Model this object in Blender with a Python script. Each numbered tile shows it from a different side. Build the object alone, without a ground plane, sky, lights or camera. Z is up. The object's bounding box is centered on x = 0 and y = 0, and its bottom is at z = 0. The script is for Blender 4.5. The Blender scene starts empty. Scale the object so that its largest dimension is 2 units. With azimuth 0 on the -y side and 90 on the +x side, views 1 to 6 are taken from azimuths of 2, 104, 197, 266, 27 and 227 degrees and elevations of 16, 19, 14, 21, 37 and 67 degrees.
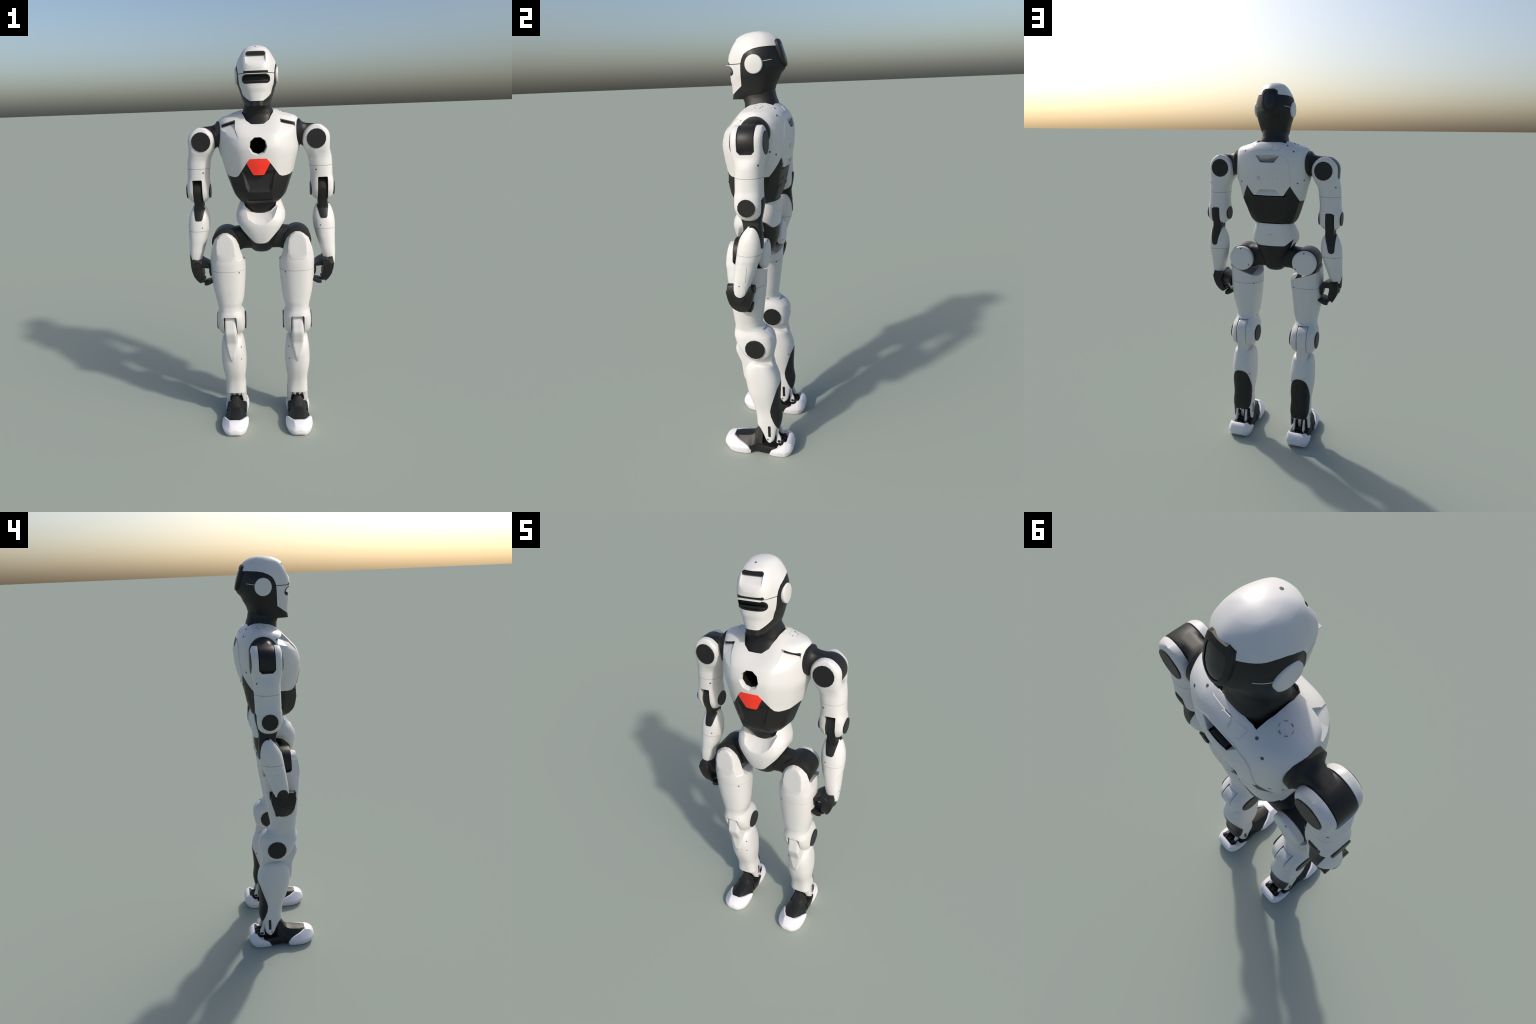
# Humanoid robot: white hard shells over black joints, standing, facing -y.
import bpy, bmesh, math
import numpy as np
from mathutils import Vector, Matrix

# ------------------------------------------------------------------ helpers
def pchip(xs, ys, xq):
    """Monotone cubic interpolation (keeps profiles free of overshoot)."""
    xs = np.asarray(xs, float); ys = np.asarray(ys, float); xq = np.asarray(xq, float)
    h = np.diff(xs); d = np.diff(ys) / h
    m = np.zeros(len(xs)); m[0] = d[0]; m[-1] = d[-1]
    for i in range(1, len(xs) - 1):
        if d[i-1] * d[i] > 0:
            w1 = 2*h[i] + h[i-1]; w2 = h[i] + 2*h[i-1]
            m[i] = (w1 + w2) / (w1/d[i-1] + w2/d[i])
    k = np.clip(np.searchsorted(xs, xq) - 1, 0, len(xs) - 2)
    t = (xq - xs[k]) / h[k]
    return ((2*t**3-3*t**2+1)*ys[k] + (t**3-2*t**2+t)*h[k]*m[k]
            + (-2*t**3+3*t**2)*ys[k+1] + (t**3-t**2)*h[k]*m[k+1])

def new_mesh_object(name, verts, faces):
    me = bpy.data.meshes.new(name)
    me.from_pydata([tuple(map(float, v)) for v in verts], [], faces)
    bm = bmesh.new(); bm.from_mesh(me)
    bmesh.ops.remove_doubles(bm, verts=bm.verts, dist=1e-6)
    bmesh.ops.recalc_face_normals(bm, faces=bm.faces)
    bm.to_mesh(me); bm.free()
    ob = bpy.data.objects.new(name, me)
    bpy.context.scene.collection.objects.link(ob)
    return ob

def skin(name, rings):
    """Closed body through rings of equal point count, capped at both ends."""
    R, N = len(rings), len(rings[0])
    verts = [p for r in rings for p in r]
    faces = [[i*N+j, i*N+(j+1) % N, (i+1)*N+(j+1) % N, (i+1)*N+j]
             for i in range(R-1) for j in range(N)]
    for r in (0, R-1):
        c = len(verts); verts.append(tuple(np.mean(rings[r], axis=0)))
        faces += [[r*N+j, r*N+(j+1) % N, c] for j in range(N)]
    return new_mesh_object(name, verts, faces)

def axis_map(axis):
    return {'z': lambda a, b, t: (a, b, t), 'y': lambda a, b, t: (a, t, b),
            'x': lambda a, b, t: (t, a, b)}[axis]

def levels(ts, step, grooves, gw=0.0009):
    t0, t1 = ts[0], ts[-1]
    n = max(2, int(round(abs(t1-t0)/step)))
    q = sorted(set(np.round(np.linspace(t0, t1, n+1), 6)) | set(np.round(ts, 6)))
    lv = [(t, 0.0) for t in q if all(abs(t-g) > 3*gw for g in grooves)]
    for g in grooves:
        lv += [(g-gw, 0), (g-gw*0.9, -0.004), (g+gw*0.9, -0.004), (g+gw, 0)]
    return sorted(lv)

def loft(name, sections, axis='z', count=56, step=0.008, grooves=()):
    """sections: (t, a0, a1, b0, b1, n) super-ellipses spanning a0..a1 x b0..b1 at t;
    grooves: positions of thin parting lines sunk into the surface."""
    S = sorted(sections); ts = [s[0] for s in S]
    lv = levels(ts, step, grooves)
    q = [l[0] for l in lv]; P = [pchip(ts, [s[k] for s in S], q) for k in range(1, 6)]
    m = axis_map(axis); rings = []
    for i, (t, inset) in enumerate(lv):
        a0, a1, b0, b1, n = [P[k][i] for k in range(5)]
        ca, cb, ra, rb = (a0+a1)/2, (b0+b1)/2, (a1-a0)/2+inset, (b1-b0)/2+inset
        ring = []
        for j in range(count):
            w = 2*math.pi*j/count; c, s = math.cos(w), math.sin(w)
            r = (abs(c)**n + abs(s)**n) ** (-1/n)
            ring.append(m(ca + ra*c*r, cb + rb*s*r, t))
        rings.append(ring)
    return skin(name, rings)

def contour_loft(name, sections, per_span=6, step=0.008, facet=lambda z: 0.0):
    """sections: (z, half contour [(x,y) ... from front centre to back centre]);
    the half is mirrored and smoothed with a Catmull-Rom curve; facet(z) in 0..1 flattens
    the spans towards plain facets."""
    S = sorted(sections, key=lambda s: s[0]); zs = [s[0] for s in S]
    lv = levels(zs, step, ()); q = [l[0] for l in lv]; K = len(S[0][1])
    X = [pchip(zs, [s[1][k][0] for s in S], q) for k in range(K)]
    Y = [pchip(zs, [s[1][k][1] for s in S], q) for k in range(K)]
    rings = []
    for i, z in enumerate(q):
        half = [np.array((X[k][i], Y[k][i])) for k in range(K)]
        loop = half + [p*np.array((-1, 1)) for p in half[-2:0:-1]]
        L = len(loop); ring = []
        for j in range(L):
            p0, p1, p2, p3 = (loop[(j+d) % L] for d in (-1, 0, 1, 2))
            for s in range(per_span):
                t = s/per_span
                p = 0.5*((2*p1) + (-p0+p2)*t + (2*p0-5*p1+4*p2-p3)*t*t + (-p0+3*p1-3*p2+p3)*t**3)
                k = facet(z); p = p*(1-k) + (p1*(1-t)+p2*t)*k
                ring.append((p[0], p[1], z))
        rings.append(ring)
    return skin(name, rings)

def prism(name, poly, axis, lo, hi):
    """Straight extrusion of a polygon (the two other axes in order) along axis."""
    m = {'x': lambda a, b, t: (t, a, b), 'y': lambda a, b, t: (a, t, b), 'z': lambda a, b, t: (a, b, t)}[axis]
    return frustum(name, poly, lo, poly, hi, axis, m)

def frustum(name, pa, a, pb, b, axis='y', m=None):
    m = m or axis_map(axis)
    n = len(pa)
    V = [m(p[0], p[1], a) for p in pa] + [m(p[0], p[1], b) for p in pb]
    F = [list(range(n))[::-1], list(range(n, 2*n))] + [[i, (i+1) % n, n+(i+1) % n, n+i] for i in range(n)]
    return new_mesh_object(name, V, F)

def mirrored(poly):
    """Right half outline from top to bottom -> closed symmetric outline."""
    return list(poly) + [(-x, z) for x, z in reversed(poly) if abs(x) > 1e-6]

def box(name, x0, x1, y0, y1, z0, z1, bevel=0.0, seg=2):
    ob = prism(name, [(x0, y0), (x1, y0), (x1, y1), (x0, y1)], 'z', z0, z1)
    if bevel: bevel_edges(ob, bevel, seg)
    return ob

def disc(name, axis, centre, radius, lo, hi, count=20, bevel=0.0, seg=2, radius2=None, twist=0.0):
    a, b = centre
    ang = [2*math.pi*(i+0.5)/count + twist for i in range(count)]
    p1 = [(a+radius*math.cos(w), b+radius*math.sin(w)) for w in ang]
    r2 = radius2 if radius2 is not None else radius
    p2 = [(a+r2*math.cos(w), b+r2*math.sin(w)) for w in ang]
    ob = frustum(name, p1, lo, p2, hi, axis)
    if bevel: bevel_edges(ob, bevel, seg, 40)
    return ob

def bevel_edges(ob, width, seg=2, angle=25):
    bm = bmesh.new(); bm.from_mesh(ob.data)
    es = [e for e in bm.edges if len(e.link_faces) == 2 and e.calc_face_angle(0) > math.radians(angle)]
    bmesh.ops.bevel(bm, geom=es, offset=width, segments=seg, affect='EDGES', profile=0.5, clamp_overlap=True)
    bm.to_mesh(ob.data); bm.free()

def boolean(ob, cutters, op='DIFFERENCE', keep=False):
    """Exact boolean, one cutter after the other; a degenerate result is retried with a nudge."""
    if not isinstance(cutters, (list, tuple)): cutters = [cutters]
    for c in cutters:
        for nudge in (0, 1.3e-4, -2.1e-4, 3.7e-4):
            if nudge:
                c.data.transform(Matrix.Translation((nudge*.3, nudge, nudge*.7)))
            md = ob.modifiers.new('b', 'BOOLEAN'); md.operation = op; md.object = c; md.solver = 'EXACT'
            dg = bpy.context.evaluated_depsgraph_get()
            me = bpy.data.meshes.new_from_object(ob.evaluated_get(dg))
            ob.modifiers.clear()
            if len(me.polygons) > (.35*len(ob.data.polygons) if op != 'INTERSECT' else 5): break
        old = ob.data; name = old.name
        ob.data = me; bpy.data.meshes.remove(old); me.name = name
        if not keep: bpy.data.objects.remove(c)
    return ob

def clone(ob, name, offset=0.0):
    me = ob.data.copy(); me.name = name
    if offset:
        nr = [v.normal.copy() for v in me.vertices]
        for v, n in zip(me.vertices, nr): v.co += n*offset
    o = bpy.data.objects.new(name, me); bpy.context.scene.collection.objects.link(o)
    return o

def shear(ob, f):
    for v in ob.data.vertices: v.co = Vector(f(*v.co))
    return ob

def join(name, obs):
    bm = bmesh.new()
    for o in obs:
        bm.from_mesh(o.data); bpy.data.objects.remove(o)
    me = bpy.data.meshes.new(name); bm.to_mesh(me); bm.free()
    o = bpy.data.objects.new(name, me); bpy.context.scene.collection.objects.link(o)
    return o

def mirror_x(ob):
    """Mirrored copy on the robot's other side; Blender adds the suffix."""
    me = ob.data.copy(); me.name = ob.name
    me.transform(Matrix.Scale(-1, 4, (1, 0, 0))); me.flip_normals()
    o = bpy.data.objects.new(ob.name, me); bpy.context.scene.collection.objects.link(o)
    return o

def finish(ob, material, parent, angle=32, kind=None):
    ob.data.materials.clear(); ob.data.materials.append(material)
    for p in ob.data.polygons: p.use_smooth = True; p.material_index = 0
    ob.data.set_sharp_from_angle(angle=math.radians(angle))
    ob.parent = parent
    if kind: ob["kind"] = kind
    return ob

def pair(ob, material, parents, angle=32, mirror_material=None):
    """Finish a left-side part and its mirror image, each under its own limb."""
    m = mirror_x(ob)
    finish(ob, material, parents[0], angle); finish(m, mirror_material or material, parents[1], angle)
    return (ob, m)

# ------------------------------------------------------------------ materials
def plastic(name, colour, rough, vary=0.05, bump=0.02, scale=60, coat=0.0, metallic=0.0, spec=0.5):
    mt = bpy.data.materials.new(name); mt.use_nodes = True
    nt = mt.node_tree; b = nt.nodes['Principled BSDF']
    tc = nt.nodes.new('ShaderNodeTexCoord')
    nz = nt.nodes.new('ShaderNodeTexNoise'); nz.inputs['Scale'].default_value = scale/8; nz.inputs['Detail'].default_value = 4
    rp = nt.nodes.new('ShaderNodeValToRGB')
    lo = [c*(1-vary) for c in colour]; hi = [min(1, c*(1+vary*0.4)) for c in colour]
    rp.color_ramp.elements[0].position = 0.3; rp.color_ramp.elements[1].position = 0.7
    rp.color_ramp.elements[0].color = (*lo, 1); rp.color_ramp.elements[1].color = (*hi, 1)
    nt.links.new(tc.outputs['Object'], nz.inputs['Vector'])
    nt.links.new(nz.outputs['Fac'], rp.inputs['Fac']); nt.links.new(rp.outputs['Color'], b.inputs['Base Color'])
    n2 = nt.nodes.new('ShaderNodeTexNoise'); n2.inputs['Scale'].default_value = scale*8
    bp = nt.nodes.new('ShaderNodeBump'); bp.inputs['Strength'].default_value = bump; bp.inputs['Distance'].default_value = 0.001
    nt.links.new(tc.outputs['Object'], n2.inputs['Vector']); nt.links.new(n2.outputs['Fac'], bp.inputs['Height'])
    nt.links.new(bp.outputs['Normal'], b.inputs['Normal'])
    b.inputs['Roughness'].default_value = rough; b.inputs['Coat Weight'].default_value = coat
    b.inputs['Metallic'].default_value = metallic; b.inputs['Specular IOR Level'].default_value = spec
    return mt

WHITE = plastic('white_shell_plastic', (0.638, 0.634, 0.622), 0.40, 0.02)
FOOTW = plastic('white_foot_plastic', (0.75, 0.735, 0.765), 0.5, 0.02)
PANEL = plastic('pale_grey_panel', (0.575, 0.575, 0.57), 0.5, 0.02)
BLACK = plastic('black_satin_plastic', (0.0105, 0.0105, 0.0104), 0.48, 0.12, spec=0.38)
DEEP = plastic('deep_black_plastic', (0.004, 0.004, 0.004), 0.6, 0.1)
GLOSS = plastic('gloss_black_panel', (0.012, 0.013, 0.016), 0.25, 0.05, 0.0)
RED = plastic('red_plastic', (0.95, 0.036, 0.016), 0.45, 0.03)
LED = plastic('red_lamp', (0.6, 0.02, 0.02), 0.3, 0.0)
HOLE = plastic('screw_recess_grey', (0.075, 0.08, 0.09), 0.6, 0.1)
METAL = plastic('brushed_metal', (0.55, 0.54, 0.53), 0.35, 0.08, metallic=0.6)

robot = bpy.data.objects.new('humanoid_robot', None)
bpy.context.scene.collection.objects.link(robot)
robot["label"] = "white and black humanoid robot standing with arms down"
robot["category"] = "robot"

def slot_outline(w, z0, z1, r, k=4):
    """Rounded rectangle in the x-z plane."""
    pts = []
    for cx, cz, a0 in ((w-r, z1-r, 0), (-w+r, z1-r, 90), (-w+r, z0+r, 180), (w-r, z0+r, 270)):
        for i in range(k+1):
            a = math.radians(a0 + 90*i/k); pts.append((cx+r*math.cos(a), cz+r*math.sin(a)))
    return pts

def surface_spot(target, origin, direction):
    hit, loc, nor, _ = target.ray_cast(Vector(origin), Vector(direction).normalized())
    return (loc, nor) if hit else (None, None)

def stud(name, loc, nor, radius, proud=0.0006, count=6, depth=0.003):
    """Small flush disc set on a surface, its face along the normal."""
    ob = disc(name, 'z', (0, 0), radius, -depth, proud, count)
    q = nor.to_track_quat('Z', 'Y').to_matrix().to_4x4()
    ob.data.transform(Matrix.Translation(loc) @ q)
    return ob

def screws(target, spots, parents, radius=0.0042, material=None, both=True):
    """Screw recesses: (origin, direction) rays shot at the shell."""
    for o, d in spots:
        loc, nor = surface_spot(target, o, d)
        if loc is None: continue
        s = stud('screw', loc, nor, radius)
        if both: pair(s, material or HOLE, parents)
        else: finish(s, material or HOLE, parents[0])

# ------------------------------------------------------------------ head
head = contour_loft('head', [
    (1.728, [(0, -.086), (.026, -.084), (.046, -.040), (.050, .000), (.042, .040), (0, .055)]),
    (1.750, [(0, -.0865), (.029, -.078), (.058, -.035), (.068, .020), (.058, .066), (0, .096)]),
    (1.785, [(0, -.087), (.039, -.076), (.065, -.033), (.080, .030), (.066, .080), (0, .109)]),
    (1.808, [(0, -.090), (.044, -.079), (.071, -.032), (.087, .031), (.071, .085), (0, .122)]),
    (1.825, [(0, -.090), (.047, -.079), (.0775, -.030), (.093, .032), (.074, .089), (0, .130)]),
    (1.857, [(0, -.093), (.052, -.082), (.0815, -.028), (.0985, .036), (.076, .100), (0, .153)]),
    (1.880, [(0, -.0945), (.054, -.083), (.0825, -.026), (.1000, .036), (.076, .102), (0, .150)]),
    (1.900, [(0, -.0935), (.054, -.080), (.0825, -.024), (.0990, .036), (.075, .100), (0, .146)]),
    (1.930, [(0, -.083), (.053, -.069), (.078, -.020), (.0880, .036), (.069, .096), (0, .138)]),
    (1.955, [(0, -.070), (.048, -.056), (.067, -.014), (.074, .036), (.059, .090), (0, .129)]),
    (1.975, [(0, -.055), (.038, -.042), (.055, -.007), (.061, .036), (.049, .080), (0, .112)]),
    (1.990, [(0, -.022), (.024, -.016), (.039, .008), (.045, .036), (.038, .064), (0, .087)]),
    (1.9965, [(0, .005), (.013, .009), (.022, .022), (.026, .036), (.022, .052), (0, .064)]),
    (1.998, [(0, .026), (.004, .028), (.008, .032), (.010, .037), (.008, .042), (0, .046)]),
], step=0.006)

side_edge = [(.133, 1.9395), (.095, 1.937), (.060, 1.934), (.033, 1.929), (.010, 1.920), (-.008, 1.909),
             (-.019, 1.892), (-.0255, 1.8735)]
helmet = clone(head, 'helmet', 0.002)
boolean(helmet, prism('c', [(-.3, 1.8735), (-.3, 2.2), (.133, 2.2)] + side_edge, 'x', -.3, .3), 'INTERSECT')
# forehead scoop under the sensor slit
scoop = prism('c', [(-.3, 1.968), (-.052, 1.968), (-.052, 1.948), (-.074, 1.926), (-.089, 1.909), (-.0985, 1.894), (-.106, 1.880), (-.3, 1.880)], 'x', -.047, .047)
scoop = shear(scoop, lambda x, y, z: (x*(.86 if z < 1.90 else 1), y, z))
boolean(scoop, prism('c2', slot_outline(.048, 1.80, 1.969, .013), 'y', -.4, .2), 'INTERSECT')
boolean(helmet, scoop)
finish(helmet, WHITE, head)
face = clone(head, 'face_plate', 0.002)
boolean(face, prism('c', [(-.3, 1.8705), (-.026, 1.8705), (-.0285, 1.827), (-.031, 1.783), (-.080, 1.7495), (-.3, 1.7495)],
                    'x', -.3, .3), 'INTERSECT')
eye = slot_outline(.0655, 1.826, 1.8665, .0175)
eye_in = slot_outline(.058, 1.832, 1.861, .013)
housing = clone(head, 'eye_housing', .0004)
boolean(housing, prism('c', eye, 'y', -.14, -.050), 'INTERSECT')
boolean(housing, frustum('c', [(x*.965, 1.846+(z-1.846)*.90) for x, z in eye], -.14, eye_in, -.060))
boolean(face, prism('c', eye, 'y', -.14, -.052))
finish(housing, BLACK, head)
finish(face, WHITE, head)
brow_gap = slot_outline(.057, 1.8705, 1.8815, .004)
boolean(helmet, prism('c', brow_gap, 'y', -.14, -.072))
helmet.data.set_sharp_from_angle(angle=math.radians(32))
boolean(head, [box('c', -.068, .068, -.2, -.050, 1.823, 1.884),
               box('c', -.060, .060, -.2, -.030, 1.87, 1.980)])
finish(head, BLACK, robot, 28)
finish(prism('forehead_sensor', slot_outline(.0445, 1.9495, 1.9655, .0075), 'y', -.0575, -.040), BLACK, head)
finish(box('eye_visor', -.062, .062, -.066, -.052, 1.829, 1.864, .003), DEEP, head)
finish(box('eye_lens_bar', -.056, .056, -.082, -.062, 1.830, 1.842, .003), BLACK, head)
finish(box('brow_sensor', -.053, .053, -.088, -.068, 1.8700, 1.8840, .002), BLACK, head)
finish(box('brow_trim', -.050, .050, -.101, -.075, 1.8675, 1.8695, .0006), WHITE, head)
# ears
ear = disc('ear_cover', 'x', (.035, 1.868), .0385, .082, .1030, 28, .004, 3)
pair(ear, WHITE, (head, head))
def whisker_point(y, z):
    x = surface_spot(head, (.3, y, z), (-1, 0, 0))[0].x
    return (y, x-.001, x+.0014, z-.0011, z+.0011, 2)
whisk = loft('ear_antenna', [whisker_point(.070 + .0125*i, 1.8775 + .0022*i) for i in range(4)], 'y', 8, .02)
pair(whisk, WHITE, (head, head))
# rear panel: raised rim around a sunken pane
rear = mirrored([(.022, 1.966), (.037, 1.957), (.041, 1.935), (.039, 1.893), (.028, 1.868), (.012, 1.857)])
rear_in = mirrored([(.016, 1.951), (.027, 1.945), (.031, 1.930), (.029, 1.897), (.019, 1.877), (.008, 1.870)])
rim = contour_loft('rear_rim', [
    (1.850, [(0, .10), (.03, .10), (.05, .11), (.05, .12), (.042, .146), (0, .158)]),
    (1.875, [(0, .10), (.03, .10), (.05, .11), (.05, .12), (.042, .146), (0, .1585)]),
    (1.930, [(0, .09), (.03, .09), (.05, .10), (.05, .11), (.040, .134), (0, .1455)]),
    (1.980, [(0, .07), (.03, .07), (.05, .08), (.05, .09), (.040, .112), (0, .120)])])
pane = clone(rim, 'rear_pane', -0.002)
boolean(rim, prism('c', rear, 'y', .02, .3), 'INTERSECT')
boolean(rim, prism('c', rear_in, 'y', .02, .3))
boolean(pane, prism('c', [(x*1.04, z) for x, z in rear_in], 'y', .02, .3), 'INTERSECT')
finish(rim, BLACK, head); finish(pane, GLOSS, head)
screws(head, [((.3, .093, 1.927), (-1, 0, 0))], (head, head), .005, DEEP)
screws(helmet, [((0, -.028, 2.2), (0, 0, -1))], (head, head), .005, HOLE, both=False)
# neck
neck = loft('neck', [
    (1.600, -.070, .070, -.060, .095, 2.6), (1.632, -.076, .076, -.064, .105, 2.8), (1.660, -.080, .080, -.046, .113, 3.0),
    (1.690, -.078, .078, -.031, .115, 3.0), (1.710, -.073, .073, -.032, .114, 2.8), (1.735, -.066, .066, -.042, .106, 2.5),
    (1.760, -.064, .064, -.030, .101, 2.4), (1.800, -.060, .060, -.02, .09, 2.2)], count=40, step=.012)
finish(neck, BLACK, robot, 25)

# ------------------------------------------------------------------ torso
TORSO = [
    (1.262, [(0, -.062), (.055, -.058), (.078, -.028), (.084, .020), (.078, .060), (.052, .084), (0, .087)]),
    (1.275, [(0, -.086), (.066, -.077), (.096, -.032), (.105, .025), (.094, .068), (.064, .095), (0, .099)]),
    (1.300, [(0, -.1055), (.060, -.1025), (.114, -.038), (.1285, .030), (.116, .078), (.075, .109), (0, .115)]),
    (1.330, [(0, -.1145), (.062, -.1110), (.126, -.042), (.1405, .030), (.129, .084), (.082, .119), (0, .126)]),
    (1.360, [(0, -.1190), (.067, -.1140), (.134, -.044), (.1505, .030), (.139, .090), (.088, .126), (0, .131)]),
    (1.405, [(0, -.1225), (.084, -.1080), (.145, -.046), (.1655, .030), (.155, .098), (.099, .135), (0, .141)]),
    (1.470, [(0, -.1330), (.085, -.1180), (.154, -.055), (.1820, .034), (.169, .104), (.106, .147), (0, .160)]),
    (1.530, [(0, -.1375), (.088, -.1240), (.162, -.060), (.2000, .042), (.180, .115), (.107, .156), (0, .1725)]),
    (1.585, [(0, -.1210), (.090, -.1120), (.162, -.056), (.2020, .050), (.180, .119), (.105, .160), (0, .1770)]),
    (1.630, [(0, -.0780), (.091, -.078), (.162, -.040), (.2010, .052), (.175, .119), (.100, .156), (0, .1655)]),
    (1.660, [(0, -.0490), (.091, -.049), (.160, -.018), (.1960, .052), (.166, .112), (.094, .147), (0, .151)]),
    (1.676, [(0, -.0330), (.089, -.033), (.152, -.002), (.1815, .052), (.152, .104), (.086, .136), (0, .141)]),
    (1.690, [(0, -.0180), (.082, -.014), (.122, .020), (.140, .054), (.122, .092), (.078, .122), (0, .130)]),
    (1.703, [(0, .0020), (.068, .008), (.094, .034), (.103, .060), (.094, .086), (.064, .108), (0, .117)]),
    (1.7095, [(0, .030), (.048, .034), (.076, .046), (.086, .064), (.078, .080), (.045, .094), (0, .100)])]
torso_facet = lambda z: .75 if z < 1.385 else max(.15, .75 - (z-1.385)*6)
body = contour_loft('abdomen', TORSO, 7, .007, torso_facet)
chest = clone(body, 'chest_shell', 0.0018)
for lo, hi in ((.188, .3), (-.3, -.188)):
    boolean(chest, disc('c', 'x', (.0541, 1.597), .0665, lo, hi, 28))
# where white ends and black begins: outline seen from the front, and from the back
front_edge = mirrored([(.0, 1.80), (.4, 1.80), (.4, 1.450), (.170, 1.412), (.150, 1.4045), (.130, 1.4005), (.112, 1.4005),
                       (.098, 1.408), (.057, 1.468), (.040, 1.4885), (.0, 1.4895)])
back_edge = mirrored([(.0, 1.80), (.4, 1.80), (.4, 1.440), (.172, 1.4045), (.158, 1.4075), (.117, 1.487),
                      (.0, 1.487)])
front_half = prism('c', front_edge, 'y', -.3, .03); back_half = prism('c', back_edge, 'y', .0302, .3)
white_front = clone(chest, 't'); boolean(white_front, front_half, 'INTERSECT')
boolean(chest, back_half, 'INTERSECT')
chest_front, chest_back = white_front, chest
collar = [(-.03, -.067), (.03, -.067), (.056, -.050), (.074, -.012), (.083, .055), (.080, .110), (-.080, .110),
          (-.083, .055), (-.074, -.012), (-.056, -.050)]
boolean(chest_front, prism('c', collar, 'z', 1.6, 1.9)); boolean(chest_back, prism('c', collar, 'z', 1.6, 1.9))
# round chest port, shoulder scoops
port = boolean(disc('c', 'y', (0, 1.549), .0500, -.150, -.1165, 9, radius2=.0388, twist=.2), disc('k', 'y', (0, 1.549), .0392, -.118, .13, 9, twist=.2), 'UNION')
def scoop_cut():
    o = prism('c', [(-.3, 1.667), (-.026, 1.667), (-.028, 1.651), (-.075, 1.625), (-.104, 1.596), (-.128, 1.560), (-.3, 1.560)], 'x', .107, .180)
    return shear(o, lambda x, y, z: (x - (.008 if z < 1.6 else 0)*(1 if x > .15 else 1.6), y + (x-.107)*.34, z - (x-.107)*.26))
sc = scoop_cut(); sc2 = mirror_x(sc)
boolean(chest_back, port, keep=True)
for k in (port, sc, sc2): boolean(chest_front, k)
# rear battery panel and its grips
PANEL_OUT = mirrored([(.0, 1.648), (.055, 1.647), (.095, 1.628), (.108, 1.610), (.1155, 1.560), (.117, 1.488), (.081, 1.4365), (0, 1.435)])
panel = clone(body, 'back_panel', 0.0045)
boolean(panel, [prism('c', PANEL_OUT, 'y', .06, .3)], 'INTERSECT')
def grip(z_deep, z_out, y_deep, y_out, w_deep, w_out):
    """Slanted hand recess: deep along one edge, running out at the other."""
    o = prism('c', [(y_deep, z_deep), (y_out, z_out), (.3, z_out), (.3, z_deep)], 'x', -1, 1)
    return shear(o, lambda x, y, z: (x*(w_deep if abs(z-z_deep) < 1e-5 else w_out), y, z))
boolean(panel, grip(1.606, 1.650, .150, .1655, .037, .072))
boolean(chest_back, grip(1.606, 1.650, .150, .1655, .037, .072))
boolean(panel, disc('c', 'y', (0, 1.549), .0392, -.118, .142, 9, twist=.2))
boolean(panel, grip(1.468, 1.4355, .139, .1515, .042, .070))
boolean(body, box('c', -.09, .09, .10, .3, 1.4300, 1.52))
# abdomen: ends below the shells; central recess, waist groove
RECESS = [(-.090, 1.430), (-.057, 1.320), (.057, 1.320), (.090, 1.430)]
boolean(body, [box('c', -.4, .4, -.4, .4, 1.4925, 2.0),
               prism('c', RECESS, 'y', -.2, -.1165),
               frustum('c', RECESS, -.1166, [(-.074, 1.430), (-.046, 1.350), (.046, 1.350), (.074, 1.430)], -.1055),
               box('c', -.057, .057, -.2, -.088, 1.2845, 1.2915)])
finish(body, BLACK, robot, 25)
finish(chest_front, WHITE, robot, 30); chest_front.name = 'chest_shell'
finish(chest_back, WHITE, robot, 30); chest_back.name = 'back_shell'
finish(panel, WHITE, chest_back, 30)
finish(box('grip_recess', -.030, .030, .1525, .172, 1.600, 1.6068), BLACK, chest_back)
port_disc = disc('chest_camera', 'y', (0, 1.549), .0420, -.1150, .148, 9, twist=.2)
boolean(port_disc, disc('c', 'y', (0, 1.549), .0384, -.3, .135, 9, twist=.2))
finish(port_disc, DEEP, chest_front)
for i in (-1, 0, 1):
    finish(disc('status_lamp', 'y', (i*.0205, 1.547),   .0018, .1335, .140, 8), LED, chest_front)
badge = contour_loft('red_chest_badge', [(z, [(x*1.0, y-.004 if k < 3 else y) for k, (x, y) in enumerate(c)]) for z, c in TORSO], 7, .007, torso_facet)
boolean(badge, prism('c', mirrored([(.036, 1.4885), (.043, 1.4855), (.0565, 1.469), (.027, 1.4145), (.022, 1.412)]), 'y', -.3, -.06), 'INTERSECT')
finish(badge, RED, chest_front, 30)
shelf = shear(prism('shoulder_intake', [(-.060, 1.6625), (-.022, 1.6625), (-.022, 1.6495), (-.045, 1.6495)], 'x', .112, .176),
              lambda x, y, z: (x, max(y, -.0295) + (x-.107)*.34, z - (x-.107)*.26))
pair(shelf, DEEP, (chest_front, chest_front))
for i, x in enumerate((.015, -.008, -.031, -.055)):
    l, n = surface_spot(panel, (x, .4, 1.527), (0, -1, 0))
    finish(stud('charge_lamp', l, n, .0016, count=8), LED, chest_back)
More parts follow.
